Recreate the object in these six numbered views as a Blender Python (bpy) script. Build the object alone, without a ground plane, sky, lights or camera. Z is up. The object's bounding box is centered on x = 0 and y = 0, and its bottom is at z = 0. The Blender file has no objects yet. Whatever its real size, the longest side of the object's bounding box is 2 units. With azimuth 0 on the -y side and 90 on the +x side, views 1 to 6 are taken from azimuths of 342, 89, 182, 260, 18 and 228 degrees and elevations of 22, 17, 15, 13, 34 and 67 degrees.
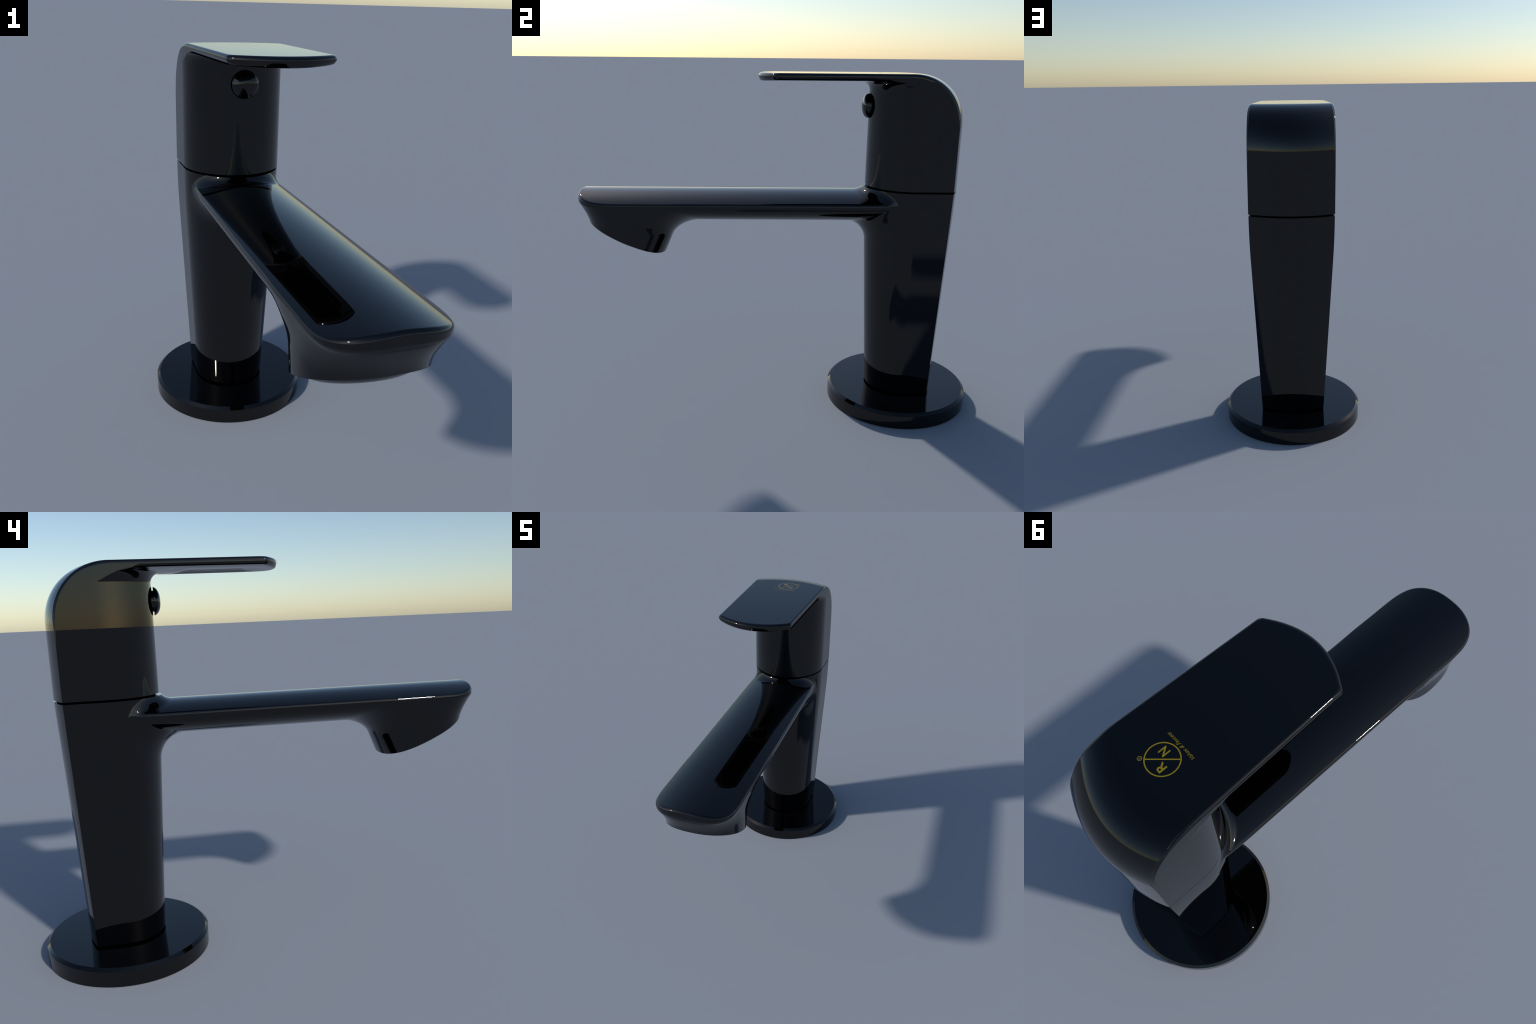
import bpy, bmesh, math
import numpy as np
from mathutils import Vector

# ------------------------------------------------------------------ materials
def glossy(name, color, rough, ior=1.5):
    m = bpy.data.materials.new(name)
    m.use_nodes = True
    nt = m.node_tree
    b = nt.nodes["Principled BSDF"]
    # barely visible variation of the polish, so that the lacquer is not mathematically clean
    tc = nt.nodes.new("ShaderNodeTexCoord")
    nz = nt.nodes.new("ShaderNodeTexNoise")
    nz.inputs["Scale"].default_value = 6.0
    ramp = nt.nodes.new("ShaderNodeValToRGB")
    c0, c1 = [tuple(max(0, c * f) for c in color) + (1,) for f in (0.9, 1.1)]
    ramp.color_ramp.elements[0].color = c0
    ramp.color_ramp.elements[1].color = c1
    nt.links.new(tc.outputs["Object"], nz.inputs["Vector"])
    nt.links.new(nz.outputs["Fac"], ramp.inputs["Fac"])
    nt.links.new(ramp.outputs["Color"], b.inputs["Base Color"])
    b.inputs["Roughness"].default_value = rough
    b.inputs["IOR"].default_value = ior
    return m

BLACK = glossy("black_gloss", (0.0004, 0.0004, 0.0005), 0.0)
GAP = glossy("dark_gap", (0.0002, 0.0002, 0.0002), 0.6)
GAP.node_tree.nodes["Principled BSDF"].inputs["Specular IOR Level"].default_value = 0.0
GOLD = glossy("gold_print", (0.25, 0.187, 0.008), 0.0)

root = bpy.data.objects.new("basin_tap", None)
bpy.context.collection.objects.link(root)
root["label"] = "glossy black single lever basin tap with flat lever"
root["category"] = "tap"


def add(name, me, mat=BLACK, parent=root):
    o = bpy.data.objects.new(name, me)
    bpy.context.collection.objects.link(o)
    if not me.materials:
        me.materials.append(mat)
    o.parent = parent
    return o


def mesh_from(name, verts, faces, smooth=True, angle=30):
    me = bpy.data.meshes.new(name)
    me.from_pydata([tuple(v) for v in verts], [], faces)
    me.validate()
    bm = bmesh.new(); bm.from_mesh(me)
    bmesh.ops.remove_doubles(bm, verts=bm.verts, dist=1e-6)
    bmesh.ops.recalc_face_normals(bm, faces=bm.faces)
    bm.to_mesh(me); bm.free()
    if smooth:
        me.shade_smooth()
        me.set_sharp_from_angle(angle=math.radians(angle))
    return me


def lathe(name, prof, axis, origin, n=192, angle=30):
    """prof: list of (radius, height); axis 'z' or 'y' (height runs along it)."""
    verts, faces = [], []
    for r, h in prof:
        for k in range(n):
            a = 2 * math.pi * k / n
            c, s = r * math.cos(a), r * math.sin(a)
            p = (c, s, h) if axis == 'z' else (c, h, s)
            verts.append((p[0] + origin[0], p[1] + origin[1], p[2] + origin[2]))
    for j in range(len(prof) - 1):
        for k in range(n):
            k2 = (k + 1) % n
            faces.append((j * n + k, j * n + k2, (j + 1) * n + k2, (j + 1) * n + k))
    faces.append(tuple(range(n)))
    faces.append(tuple((len(prof) - 1) * n + k for k in range(n)))
    return mesh_from(name, verts, faces, angle=angle)


def sstep(a, b, x):
    t = np.clip((x - a) / (b - a), 0, 1)
    return t * t * (3 - 2 * t)

# ------------------------------------------------------------------ dimensions
YC = 0.633                    # centre of the rounded front of the column
Z_BASE = 0.080                # top of the base disc
Z_B0, Z_B1 = 0.090, 1.1585    # column from .. to (grooves below and above)
Z_H0 = 1.1680                 # underside of the handle

_zs = np.linspace(0, 1.3, 521)
_sl = 0.0521 * (1 - sstep(0.90, 1.19, _zs))          # slope of the side
_wv = 0.1614 + np.concatenate([[0], np.cumsum((_sl[1:] + _sl[:-1]) / 2 * np.diff(_zs))])
def _cw(z):
    return np.interp(z, _zs, _wv)

def back_corner(z):
    return 0.766 + 0.032 * (z - 0.08) / 1.085
def back_bulge(z):
    return 0.039 + 0.018 * (z - 0.08) / 1.085

# ------------------------------------------------------------------ column + spout: one smooth surface
def rmax(a, b, r):
    return np.minimum(-r, np.maximum(a, b)) + np.hypot(np.maximum(r + a, 0), np.maximum(r + b, 0))
def rmin(a, b, r):
    return np.maximum(r, np.minimum(a, b)) - np.hypot(np.maximum(r - a, 0), np.maximum(r - b, 0))
def fillet(na, nb):
    """scale of the blend radius: a fillet between surfaces that meet at a flat angle fills little"""
    dot = np.clip(na[0] * nb[0] + na[1] * nb[1] + na[2] * nb[2], -0.3, 1)
    return (1 / np.sqrt((1 + dot) / 2) - 1) / 0.41421 + 1e-4
def unit(x, y, z):
    l = np.sqrt(x * x + y * y + z * z) + 1e-9
    return x / l, y / l, z / l

RIM_P = np.array([0, -0.7700, 0.9085])                      # centre of the outlet rim
RIM_N = np.array([0, -0.4111, -0.9116])                       # outward normal of the outlet

def F_body(x, y, z):
    ax, sg = np.abs(x), np.sign(x)
    # column: rounded front, straight sides
    w = _cw(z)
    yy = np.minimum(y - YC, 0)
    col = np.hypot(x, yy) - w
    n_col = unit(x, yy, 0 * z)
    # spout plan outline: straight sides, blunt rounded nose
    hw = 0.1985 + 0.002 * sstep(0.3, -0.8, y) - 0.005 * sstep(0.38, 0.54, y)
    n = 2.85
    fy = np.maximum((-0.80 - y) / 0.200, 0)
    u = ((ax / hw) ** n + fy ** n) ** (1 / n)               # 1 on the outline
    pl = unit(sg * (ax / hw) ** (n - 1), -fy ** (n - 1), 0 * z)
    # crowned top
    crown = 1.1395 - 1.06 * x * x
    top = (z - crown) / np.sqrt(1 + (2.08 * x) ** 2)
    n_top = unit(2.08 * x, 0 * y, 1 + 0 * z)
    # elliptic belly hanging from the outline
    lift = (crown - 1.0954) * 0.40 * sstep(-0.86, -0.97, y)
    v = np.maximum(1.0845 + lift - z, 0) / (0.0925 + lift)
    v = v ** (1 - 0.24 * sstep(-0.66, -0.88, y))            # near the nose it is hollower under the lip
    g = np.sqrt(u * u + v * v) + 1e-9
    slope = np.sqrt((u / 0.2) ** 2 + (v / 0.0925) ** 2) / g + 1e-6
    low = (g - 1) / slope
    n_low = unit(pl[0] * u / 0.2, pl[1] * u / 0.2, -v / 0.0925)
    # outlet head, leaning back towards the column
    yb = -0.586 + 0.43 * (z - 0.823)
    fl = np.clip((z - 0.965) / 0.120, 0, 1.0) ** 2.0       # flare towards the edge of the spout
    yf = -0.953 - 0.037 * fl
    yc = -0.770
    ay = np.where(y < yc, yc - yf, yb - yc)
    axx = 0.192 + 0.006 * fl
    m = 2.25 + 0.30 * fl
    ex, ey = ax / axx, (y - yc) / ay
    hd = (ex ** m + np.abs(ey) ** m) ** (1 / m)
    head = (hd - 1) * 0.187
    n_head = unit(sg * ex ** (m - 1), np.sign(ey) * np.abs(ey) ** (m - 1), -0.42 * np.maximum(ey, 0))
    fh = fillet(n_low, n_head)
    bk = sstep(-0.1, 0.7, ey)
    low = rmin(low, head, bk * 0.124 * np.sqrt(fh) + (1 - bk) * (0.006 + 0.085 * fh))
    low = rmin(low, col, 0.003 + 0.110 * fillet(n_low, n_col))
    top = rmin(top, col, 0.055 * np.sqrt(np.maximum(1 - (ax / 0.199) ** 6, 1e-4)))
    redge = 0.008 + 0.006 * sstep(-0.93, -0.995, y)
    return np.minimum(rmax(top, low, redge), col)


def grad(f, p, h=2e-4):
    g = np.empty_like(p)
    for k in range(3):
        a, b = p.copy(), p.copy()
        a[:, k] += h; b[:, k] -= h
        g[:, k] = (f(*a.T) - f(*b.T)) / (2 * h)
    return g

def axis_pts(*segs):
    out = []
    for a, b, st in segs:
        n = max(1, round((b - a) / st))
        out += list(a + (b - a) * np.arange(n) / n)
    out.append(segs[-1][1])
    return np.array(out)

def surface_net(f, X, Y, Z):
    gx, gy, gz = np.meshgrid(X, Y, Z, indexing='ij')
    V = f(gx, gy, gz)
    ins = V < 0
    nx, ny, nz = V.shape
    acc = np.zeros((nx - 1, ny - 1, nz - 1, 3)); cnt = np.zeros((nx - 1, ny - 1, nz - 1))
    P = np.stack([gx, gy, gz], -1)
    quads = []
    edges = []
    for ax in range(3):
        s0 = [slice(None)] * 3; s1 = [slice(None)] * 3
        s0[ax] = slice(None, -1); s1[ax] = slice(1, None)
        a, b = V[tuple(s0)], V[tuple(s1)]
        ch = (a < 0) != (b < 0)
        idx = np.argwhere(ch)
        t = (a[ch] / (a[ch] - b[ch]))[:, None]
        pt = P[tuple(s0)][ch] * (1 - t) + P[tuple(s1)][ch] * t
        o1, o2 = [(1, 2), (2, 0), (0, 1)][ax]
        cells = []
        for d1, d2 in ((0, 0), (-1, 0), (-1, -1), (0, -1)):
            c = idx.copy(); c[:, o1] += d1; c[:, o2] += d2
            cells.append(c)
            ok = np.all((c >= 0) & (c < np.array(cnt.shape)), axis=1)
            np.add.at(acc, tuple(c[ok].T), pt[ok]); np.add.at(cnt, tuple(c[ok].T), 1)
        edges.append((cells, a[ch] < 0))
    act = cnt > 0
    ids = -np.ones(cnt.shape, int); ids[act] = np.arange(act.sum())
    verts = acc[act] / cnt[act][:, None]
    for cells, inside in edges:
        c = np.stack(cells, 1)
        ok = np.all((c >= 0) & (c < np.array(cnt.shape)), axis=(1, 2))
        c = c[ok]; inside = inside[ok]
        q = ids[c[..., 0], c[..., 1], c[..., 2]]
        q[~inside] = q[~inside][:, ::-1]
        quads.append(q)
    verts_new = verts.copy()
    for _ in range(6):
        g = grad(f, verts_new)
        val = f(*verts_new.T)
        st = (val / (np.sum(g * g, 1) + 1e-9))[:, None] * g
        ln = np.linalg.norm(st, axis=1, keepdims=True)
        st *= np.minimum(1, 0.006 / (ln + 1e-12))
        verts_new -= st
    return verts_new, np.concatenate(quads)

X = axis_pts((-0.236, -0.17, 0.0033), (-0.17, 0.17, 0.00708), (0.17, 0.236, 0.0033))
Y = axis_pts((-1.02, -0.90, 0.004), (-0.90, -0.40, 0.007), (-0.40, 0.28, 0.02), (0.28, 0.66, 0.006))
Z = axis_pts((0.07, 0.77, 0.02), (0.77, 1.06, 0.006), (1.06, 1.15, 0.003), (1.15, 1.18, 0.005))
V, Q = surface_net(F_body, X, Y, Z)

bm = bmesh.new()
bv = [bm.verts.new(p) for p in V]
bm.verts.ensure_lookup_table()
for q in Q:
    if len(set(q)) == 4:
        try:
            bm.faces.new([bv[i] for i in q])
        except ValueError:
            pass
def cut(co, no, clear=True, sel=None):
    geom = bm.verts[:] + bm.edges[:] + bm.faces[:]
    if sel:
        fs = [f for f in bm.faces if sel(f.calc_center_median())]
        es = {e for f in fs for e in f.edges}; vs = {v for f in fs for v in f.verts}
        geom = list(vs) + list(es) + fs
    bmesh.ops.bisect_plane(bm, geom=geom, dist=1e-6, plane_co=co, plane_no=no, clear_outer=clear)
cut((0, YC, 0), (0, 1, 0))
cut((0, 0, Z_B1), (0, 0, 1))
cut((0, 0, Z_B0), (0, 0, -1))
cut(tuple(RIM_P), tuple(RIM_N), sel=lambda c: c.y < -0.3)
Y_SPLIT = 0.405
cut((0, Y_SPLIT, 0), (0, 1, 0), clear=False)
bmesh.ops.remove_doubles(bm, verts=bm.verts, dist=2e-5)
bmesh.ops.dissolve_degenerate(bm, edges=bm.edges, dist=1e-5)

def body_normals(pts):
    p = np.array(pts)
    p[:, 2] = np.clip(p[:, 2], 0.02, 1.2)
    g = grad(F_body, p)
    return g / np.linalg.norm(g, axis=1, keepdims=True)

# split the one surface into column front and spout, sharing the border
def part(faces):
    vs, idx, fl = [], {}, []
    for f in faces:
        loop = []
        for v in f.verts:
            if v.index not in idx:
                idx[v.index] = len(vs); vs.append(v.co.to_tuple())
            loop.append(idx[v.index])
        fl.append(loop)
    return vs, fl
bm.verts.index_update()
sp_faces = [f for f in bm.faces if f.calc_center_median().y < Y_SPLIT]
cf_faces = [f for f in bm.faces if f.calc_center_median().y >= Y_SPLIT]
sp_v, sp_f = part(sp_faces)
cf_v, cf_f = part(cf_faces)
rim = [v.co.copy() for v in bm.verts if abs((np.array(v.co) - RIM_P) @ RIM_N) < 1e-5 and v.co.y < -0.3 and v.is_boundary]
side_z = sorted({round(v.co.z, 5) for v in bm.verts if abs(v.co.y - YC) < 1e-5 and v.co.x > 0 and v.is_boundary})
seam_front = [v.co.copy() for v in bm.verts if abs(v.co.z - Z_B1) < 1e-5 and v.is_boundary]
bm.free()

def finish(name, vs, fl, normals_of_loop):
    """mesh with given normals; normals_of_loop(face_index, vertex_index) or array per vertex"""
    me = bpy.data.meshes.new(name)
    me.from_pydata(vs, [], fl)
    me.shade_smooth()
    me.normals_split_custom_set(normals_of_loop)
    return me

# --- spout
N = body_normals(sp_v)
nl = [tuple(N[i]) for f in sp_f for i in f]
# flat outlet face with a shallow recess lip
u_ax = np.array([1.0, 0, 0]); v_ax = np.cross(RIM_N, u_ax)
rc = [(np.array(p) - RIM_P) for p in rim]
rc.sort(key=lambda q: math.atan2(q @ v_ax, q @ u_ax))
outline = np.array(rc) + RIM_P
b0 = len(sp_v)
sp_v += [tuple(p) for p in outline]
ring2 = RIM_P + (outline - RIM_P) * 0.93
sp_v += [tuple(p) for p in ring2]
nn = len(outline)
for k in range(nn):
    k2 = (k + 1) % nn
    sp_f.append([b0 + k, b0 + k2, b0 + nn + k2, b0 + nn + k]); nl += [tuple(RIM_N)] * 4
sp_f.append([b0 + nn + k for k in range(nn)]); nl += [tuple(RIM_N)] * nn
spout = add("spout", finish("spout", sp_v, sp_f, nl))

# --- aerator: shallow dome under the outlet
def aerator():
    prof = [(0.170, -0.004), (0.170, 0.001)]
    R = 0.168; h = 0.027
    for k in range(0, 25):
        a = k / 24
        prof.append((R * math.cos(a * math.pi / 2) * 0.9999 + 1e-5, 0.001 + h * (1 - (math.cos(a * math.pi / 2)) ** 7)))
    n = 128
    vs, fs = [], []
    for r, hh in prof:
        for k in range(n):
            a = 2 * math.pi * k / n
            vs.append(tuple(RIM_P + u_ax * r * math.cos(a) + v_ax * r * math.sin(a) * 1.03 + RIM_N * hh))
    for j in range(len(prof) - 1):
        for k in range(n):
            k2 = (k + 1) % n
            fs.append((j * n + k, j * n + k2, (j + 1) * n + k2, (j + 1) * n + k))
    fs.append(tuple(range(n))); fs.append(tuple((len(prof) - 1) * n + k for k in range(n)))
    return mesh_from("aerator", vs, fs, angle=40)
add("aerator", aerator(), parent=spout)

# --- column: smooth front from above + flat sides + bowed back
NB = 24
cv, cfc = list(cf_v), list(cf_f)
N = body_normals(cf_v)
cn = [tuple(N[i]) for f in cf_f for i in f]
zs = np.array(side_z)
dwdz = (_cw(zs + 0.002) - _cw(zs - 0.002)) / 0.004
for sgn in (1, -1):
    st = len(cv)
    for z in zs:
        w = float(_cw(z))
        cv.append((sgn * w, YC, z)); cv.append((sgn * w, float(back_corner(z)), z))
    for k in range(len(zs) - 1):
        q = [st + 2 * k, st + 2 * k + 1, st + 2 * k + 3, st + 2 * k + 2]
        ns = []
        for i in (k, k, k + 1, k + 1):
            v = Vector((sgn, 0, -dwdz[i])).normalized(); ns.append(tuple(v))
        if sgn < 0:
            q = q[::-1]; ns = ns[::-1]
        cfc.append(q); cn += ns
st = len(cv)
row_n = []
for z in zs:
    w = float(_cw(z)); b = float(back_bulge(z)); yc = float(back_corner(z))
    for i in range(NB + 1):
        t = 2 * i / NB - 1
        cv.append((w * t, yc + b * (1 - t * t), z))
        row_n.append(tuple(Vector((2 * b * t / w, 1, -0.0295 - 0.0166 * (1 - t * t))).normalized()))
for k in range(len(zs) - 1):
    for i in range(NB):
        a = k * (NB + 1) + i
        q = [a + 1, a, a + NB + 1, a + NB + 2]
        cfc.append([st + j for j in q]); cn += [row_n[j] for j in q]
# lids
top_loop = [(v.x, v.y) for v in seam_front]
wt = float(_cw(Z_B1))
for i in range(NB + 1):
    t = 2 * i / NB - 1
    top_loop.append((wt * t, float(back_corner(Z_B1)) + float(back_bulge(Z_B1)) * (1 - t * t)))
top_loop.sort(key=lambda p: math.atan2(p[1] - 0.62, p[0]))
st = len(cv); cv += [(p[0], p[1], Z_B1) for p in top_loop]
cfc.append([st + i for i in range(len(top_loop))]); cn += [(0, 0, 1)] * len(top_loop)

def d_outline(w, yb, bulge, yc=YC, nf=64, nb=NB):
    pts = [(w * math.cos(math.pi + math.pi * k / nf), yc + w * math.sin(math.pi + math.pi * k / nf)) for k in range(nf + 1)]
    for i in range(nb + 1):
        t = 1 - 2 * i / nb
        pts.append((w * t, yb + bulge * (1 - t * t)))
    return pts
bl = d_outline(float(_cw(Z_B0)), float(back_corner(Z_B0)), float(back_bulge(Z_B0)))
st = len(cv); cv += [(p[0], p[1], Z_B0) for p in bl]
cfc.append([st + i for i in range(len(bl))][::-1]); cn += [(0, 0, -1)] * len(bl)
column = add("column", finish("column", cv, cfc, cn))

# --- inset rings in the two grooves
def prism(name, pts, z0, z1):
    n = len(pts)
    vs = [(p[0], p[1], z0) for p in pts] + [(p[0], p[1], z1) for p in pts]
    fs = [tuple(range(n))[::-1], tuple(range(n, 2 * n))] + [(k, (k + 1) % n, n + (k + 1) % n, n + k) for k in range(n)]
    return mesh_from(name, vs, fs)
def inset_ring(z, d):
    return d_outline(float(_cw(z)) - d, float(back_corner(z)) - d, float(back_bulge(z)))
add("seam_ring", prism("seam_ring", inset_ring(1.163, 0.013), 1.150, 1.176), GAP)
add("foot_ring", prism("foot_ring", inset_ring(0.085, 0.004), 0.072, 0.100), GAP)

# --- base disc
add("base_flange", lathe("base_flange", [(0.345, 0.0), (0.3657, 0.0), (0.366, 0.0004), (0.366, 0.067), (0.352, Z_BASE), (0.30, Z_BASE)], 'z', (0, 0.634, 0), n=256, angle=20))

# ------------------------------------------------------------------ handle with lever
RF = 0.2175                       # front radius of the handle drum
Z_F0, R_FIL = 1.6190, 0.0425      # fillet under the lever
Z_L = Z_F0 + R_FIL                # underside of the lever (1.66)
Z_T = 1.700
TIP_Y, TIP_C, TIP_W = -0.1190, -0.043, 0.1995
S_BACK, R_BEND, Z_BEND = 0.625, 0.230, 1.470
P_BEND = 2.05                     # a little fuller than a circle
C_BACK = 0.057 / RF ** 2

def side_x(y):
    return RF - (RF - TIP_W) * np.clip((YC - y) / (YC - TIP_C), 0, 2)

NBK, NCO, NSD, NEX, NFR = 32, 7, 6, 16, 48
R_EDGE = 0.0125                   # rounding of the upper edge of the lever
def lever_off(z):
    """how far the lever edge is pulled in at height z (rounded lower edge, slightly raked side)"""
    return float(np.interp(z, [Z_L, Z_L + 0.0012, Z_L + 0.0036, Z_L + 0.007, 1.680, 1.70], [0.0115, 0.0078, 0.0048, 0.0032, 0.0, 0.0]))
def edge_off(d, r):
    """pull-in of the side at distance d below the top surface for a rounding of radius r"""
    return r - math.sqrt(max(0.0, r * r - (r - d) ** 2)) if d < r else 0.0

def ring(z, rad, q=0.0, off=0.0, tipoff=0.0):
    """one closed ring at height z. rad: radius of the front arc; q: 0 = front arc, 1 = lever outline"""
    h = z - Z_BEND
    def y_bend(d):                                  # side profile, d below the surface
        rr = R_BEND - d
        if h <= 0: return rr
        return (rr ** P_BEND - h ** P_BEND) ** (1 / P_BEND) if rr > h else 0.0
    r_e = 0.0008 + 0.0070 * float(sstep(1.42, 1.50, z)) + (R_EDGE - 0.0070) * float(sstep(1.655, 1.688, z))
    w = RF - r_e
    yb0 = S_BACK + y_bend(0)
    # S: where the front arc leaves the side
    yS = YC
    if rad > RF:
        lo, hi = YC - rad, YC
        for _ in range(40):
            mm = (lo + hi) / 2
            if math.hypot(float(side_x(mm)), mm - YC) > rad: lo = mm
            else: hi = mm
        yS = hi
    half = []
    for i in range(NBK // 2, NBK + 1):             # back, middle to corner
        t = 2 * i / NBK - 1
        half.append((w * t, yb0 - C_BACK * (w * t) ** 2, 'b'))
    d_flat = R_BEND - h                            # depth below the flat top
    if q >= 1.0:                                   # the raked lower edge runs out into the fillet
        yS -= 0.035 * float(np.clip((z - Z_L) / 0.024, 0, 1))
    def sx(y, d, m=0.0):
        return float(side_x(y)) - off * m - edge_off(d, r_e)
    yl = half[-1][1]
    for i in range(1, NCO + 1):                    # rounded corner
        d = r_e * (1 - math.cos(i / NCO * math.pi / 2))
        d = min(d, d_flat)
        y = S_BACK + y_bend(d) - C_BACK * RF ** 2
        y = min(y, yl - 0.0006); yl = y
        half.append((sx(y, d), y, 's'))
    yco = yl
    dd = d_flat if d_flat < r_e else r_e
    for i in range(1, NSD + 1):                    # side, corner to S
        y = yco + (yS - yco) * i / NSD
        half.append((sx(y, dd), y, 's'))
    full = q >= 1.0
    for i in range(1, NEX + 1):                    # side of the lever, S to tip corner
        if full:
            y = yS + (TIP_C + 0.006 - yS) * i / NEX
            half.append((sx(y, dd, 1.0), y, 'e'))
        else:
            half.append((sx(yS, dd), yS, 'e'))
    if full:
        half = half[:-NEX]
        y1 = TIP_C + 0.007 + tipoff + 1.5 * edge_off(dd, r_e)
        for i in range(1, NEX + 1):
            y = yS + (y1 - yS) * i / NEX
            half.append((sx(y, dd, 1.0), y, 'e'))
    ang0 = math.atan2(yS - YC, math.sqrt(max(rad * rad - (yS - YC) ** 2, 0)))
    eo = edge_off(dd, r_e)
    to = tipoff + 1.5 * edge_off(dd, r_e)
    for i in range(0, NFR // 2 + 1):               # front, towards the middle
        f = i / (NFR // 2)
        a = ang0 + (-math.pi / 2 - ang0) * f
        pa = (rad * math.cos(a), YC + rad * math.sin(a))
        xt = (TIP_W - off - eo) * (1 - f)
        yt = TIP_Y + (TIP_C - TIP_Y) * (xt / TIP_W) ** 2 + to
        if i == 0: yt = TIP_C + 0.0012 + to; xt = TIP_W - off - eo - 0.0022
        if full:
            half.append((xt, yt, 'f'))
        else:
            half.append((pa[0] + (xt - pa[0]) * q, pa[1] + (yt - pa[1]) * q, 'f'))
    other = [(-x, y, k) for x, y, k in half[1:-1]][::-1]
    return half + other

rings = []
def push(z, rad, q=0.0, off=0.0, tipoff=0.0, zfun=None):
    pts = ring(z, rad, q, off, tipoff)
    out = []
    iS = NBK // 2 + NCO + NSD
    for i, (x, y, k) in enumerate(pts):
        zz = zfun(x, y) if (zfun and k == 'f') else z
        if k in 'ef' or i in (iS, len(pts) - iS):                           # underside of the lever bellies down in the middle
            zz += 0.0065 * (x / 0.19) ** 2 * float(np.clip((zz - 1.625) / 0.035, 0, 1) * np.clip((1.684 - zz) / 0.018, 0, 1))
        out.append((x, y, zz))
    rings.append(out)

zlist = list(np.linspace(Z_H0, 1.47, 5)) + [Z_BEND + R_BEND * math.sin(t) for t in np.linspace(0.04, 0.64, 14)]
for z in [z for z in zlist if z < Z_F0 - 0.002]:
    push(z, RF)
for k in range(0, 13):
    a = (k / 12) * math.pi / 2
    push(Z_F0 + R_FIL * math.sin(a), RF + R_FIL * (1 - math.cos(a)))
RA = RF + R_FIL
def pocket(q):
    d = 0.011 * float(sstep(0.10, 0.28, q)) * (1 - float(sstep(0.74, 0.93, q)))
    return lambda x, y: Z_L + d * (1 - float(sstep(0.095, 0.145, abs(x))))
for q in list(np.linspace(0.05, 0.97, 24)):
    push(Z_L, RA, q, zfun=pocket(q))
for z in (Z_L, Z_L + 0.0012, Z_L + 0.0036, Z_L + 0.007, 1.6740, 1.680, 1.684):
    push(z, RA, 1.0, off=lever_off(z), tipoff=lever_off(z) * 1.3)
for a in np.linspace(math.asin((1.684 - Z_BEND) / R_BEND), math.pi / 2, 16)[1:]:
    push(min(Z_T, Z_BEND + R_BEND * math.sin(a)), RA, 1.0)

nr = len(rings[0])
verts = [p for r in rings for p in r]
faces = []
for j in range(len(rings) - 1):
    for k in range(nr):
        k2 = (k + 1) % nr
        faces.append((j * nr + k, j * nr + k2, (j + 1) * nr + k2, (j + 1) * nr + k))
faces.append(tuple(range(nr))[::-1])
faces.append(tuple((len(rings) - 1) * nr + k for k in range(nr)))
me = mesh_from("handle", verts, faces, angle=28)
# crisp creases: where the fillet runs out on the side, and the upper border of the raked lever side
key = lambda p: (round(p[0], 5), round(p[1], 5), round(p[2], 5))
iS = NBK // 2 + NCO + NSD
crease = set()
for j, r in enumerate(rings):
    z = r[iS][2]
    for i in (iS, nr - iS):
        if Z_F0 + 0.0005 < z < 1.6805: crease.add(key(r[i]))
    if abs(r[0][2] - 1.680) < 1e-6:
        for i in range(iS, iS + NEX + 1):
            crease.add(key(r[i])); crease.add(key(r[nr - i]))
ck = [key(v.co) in crease for v in me.vertices]
for e in me.edges:
    if ck[e.vertices[0]] and ck[e.vertices[1]]:
        e.use_edge_sharp = True
handle = add("handle", me)
wn = handle.modifiers.new("normals", 'WEIGHTED_NORMAL'); wn.keep_sharp = True; wn.weight = 50

# --- round index button on the drum, standing off a little on a short neck
BZ = 1.5480
prof = [(0.0435, 0.432), (0.0435, 0.4095), (0.0572, 0.4095), (0.0578, 0.4088)]
for k in range(1, 25):
    a = k / 24 * math.pi / 2
    prof.append((0.0578 * math.cos(a) ** 0.85 + 1e-5, 0.4088 - 0.0283 * math.sin(a) ** 1.15))
add("index_button", lathe("index_button", prof, 'y', (0, 0, BZ), n=96, angle=40), parent=handle)
# thin black ring laid on the drum, modelling the shadow behind the button
vs, fs = [], []
n = 96
for j, r in enumerate((0.0440, 0.050, 0.0585)):
    for k in range(n):
        a = 2 * math.pi * k / n
        x = r * math.cos(a)
        vs.append((x, YC - math.sqrt((RF + 0.0008) ** 2 - x * x), BZ + r * math.sin(a)))
for j in range(2):
    for k in range(n):
        fs.append((j * n + k, j * n + (k + 1) % n, (j + 1) * n + (k + 1) % n, (j + 1) * n + k))
add("button_shadow_ring", mesh_from("button_shadow_ring", vs, fs), GAP, parent=handle)

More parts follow.
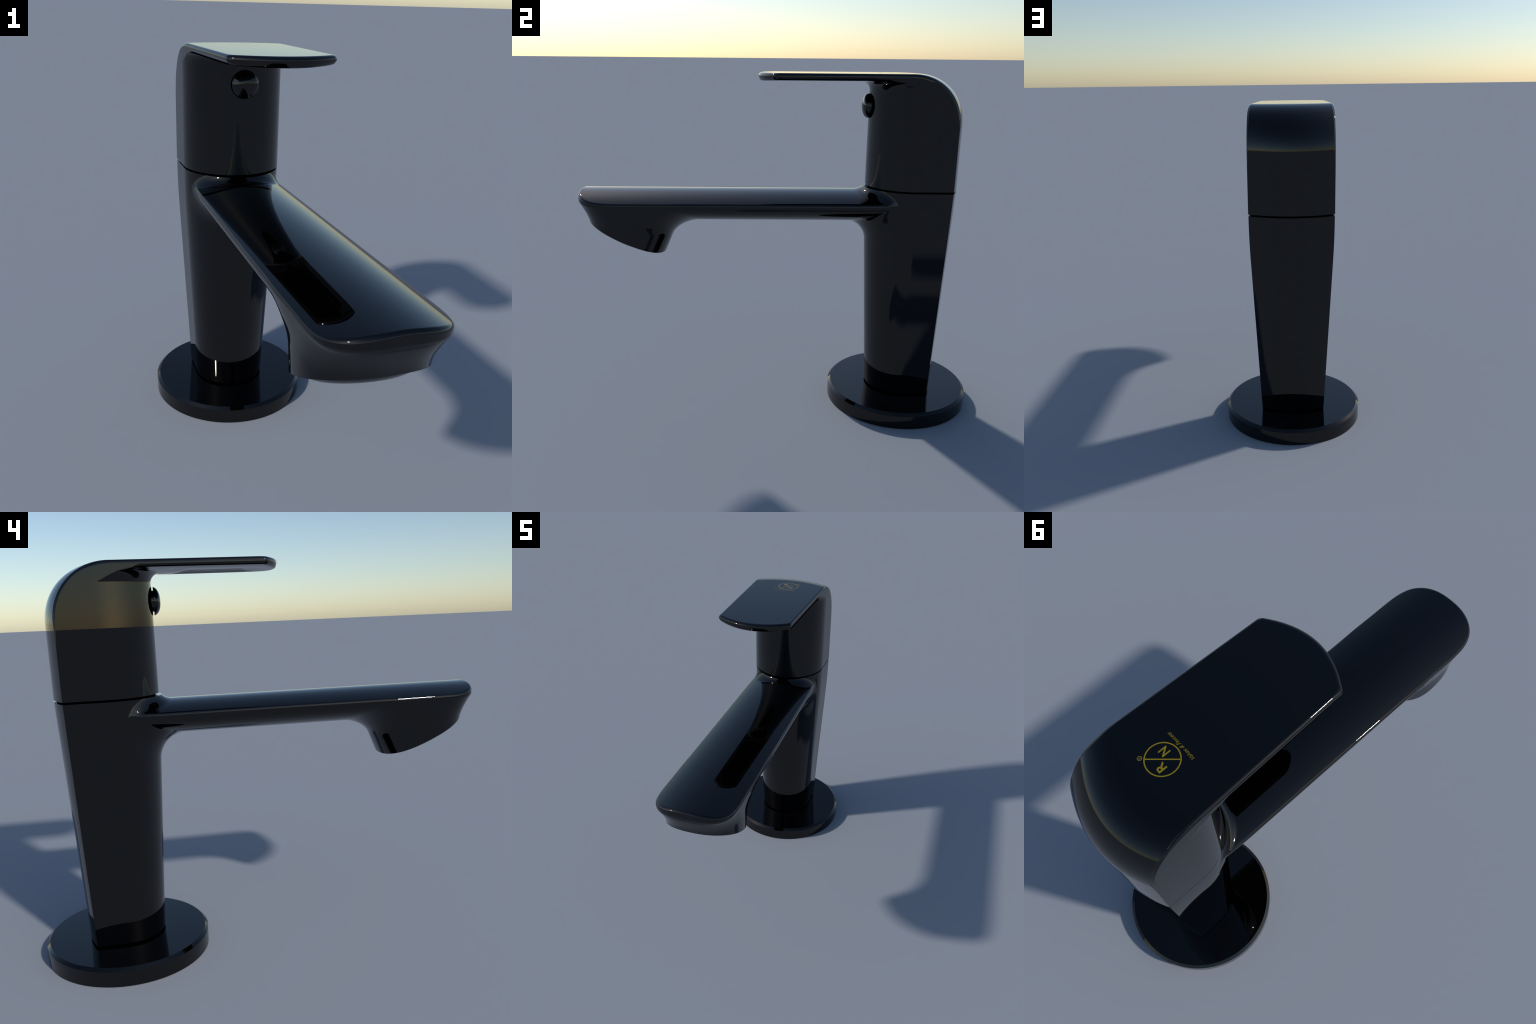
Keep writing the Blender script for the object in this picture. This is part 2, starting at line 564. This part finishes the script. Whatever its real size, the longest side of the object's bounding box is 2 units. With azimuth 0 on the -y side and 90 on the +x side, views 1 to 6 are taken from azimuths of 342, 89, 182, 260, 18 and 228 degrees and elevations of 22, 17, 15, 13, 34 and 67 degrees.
# ------------------------------------------------------------------ printed mark on the lever
ZP = Z_T - 0.00005
def print_mesh(name, body, box, shear=0.0, bold=0.0):
    cu = bpy.data.curves.new(name, 'FONT')
    cu.body = body; cu.shear = shear; cu.offset = bold; cu.resolution_u = 6
    ob = bpy.data.objects.new(name, cu)
    bpy.context.collection.objects.link(ob)
    d = bpy.context.evaluated_depsgraph_get()
    m = bpy.data.meshes.new_from_object(ob.evaluated_get(d))
    bpy.data.objects.remove(ob); bpy.data.curves.remove(cu)
    co = np.array([v.co[:] for v in m.vertices])
    lo, hi = co.min(0), co.max(0)
    x0, y0, x1, y1 = box
    for v in m.vertices:
        v.co = (x0 + (v.co.x - lo[0]) / (hi[0] - lo[0]) * (x1 - x0), y0 + (v.co.y - lo[1]) / (hi[1] - lo[1]) * (y1 - y0), ZP)
    b = bmesh.new(); b.from_mesh(m)
    r = bmesh.ops.extrude_face_region(b, geom=b.faces[:])
    for v in [g for g in r["geom"] if isinstance(g, bmesh.types.BMVert)]:
        v.co.z += 0.00010
    bmesh.ops.recalc_face_normals(b, faces=b.faces)
    b.to_mesh(m); b.free()
    m.shade_flat()
    return m

def annulus(name, c, r0, r1, n=96):
    vs, fs = [], []
    for r, z in ((r0, ZP), (r1, ZP), (r1, ZP + 0.00010), (r0, ZP + 0.00010)):
        for k in range(n):
            a = 2 * math.pi * k / n
            vs.append((c[0] + r * math.cos(a), c[1] + r * math.sin(a), z))
    for j in range(4):
        for k in range(n):
            fs.append((j * n + k, j * n + (k + 1) % n, ((j + 1) % 4) * n + (k + 1) % n, ((j + 1) % 4) * n + k))
    return mesh_from(name, vs, fs)

LC = (0.0090, 0.5318)
mark = add("mark_ring", annulus("mark_ring", LC, 0.0547, 0.0588), GOLD, parent=handle)
da = math.radians(46.8)
dx, dy = math.cos(da), math.sin(da); L, T = 0.0553, 0.0021
q = [(LC[0] + s * L * dx - t * T * dy, LC[1] + s * L * dy + t * T * dx) for s, t in ((-1, -1), (1, -1), (1, 1), (-1, 1))]
vs = [(x, y, z) for z in (ZP, ZP + 0.00011) for x, y in q]
add("mark_bar", mesh_from("mark_bar", vs, [(3, 2, 1, 0), (4, 5, 6, 7), (0, 1, 5, 4), (1, 2, 6, 5), (2, 3, 7, 6), (3, 0, 4, 7)]), GOLD, parent=handle)
add("mark_letter", print_mesh("mark_letter", "R", (-0.0218, 0.537, 0.0048, 0.5688), bold=0.019), GOLD, parent=handle)
add("mark_letter", print_mesh("mark_letter", "N", (0.0135, 0.4952, 0.0387, 0.5275), bold=0.019), GOLD, parent=handle)
add("mark_register", annulus("mark_register", (0.0597, 0.5815), 0.0062, 0.0080, 48), GOLD, parent=handle)
add("mark_register_letter", print_mesh("mark_register_letter", "R", (0.0572, 0.5772, 0.0624, 0.5858)), GOLD, parent=handle)
add("mark_lettering", print_mesh("mark_lettering", "Valves & Faucets", (-0.0540, 0.4560, 0.0680, 0.4685), shear=0.45, bold=-0.004), GOLD, parent=handle)
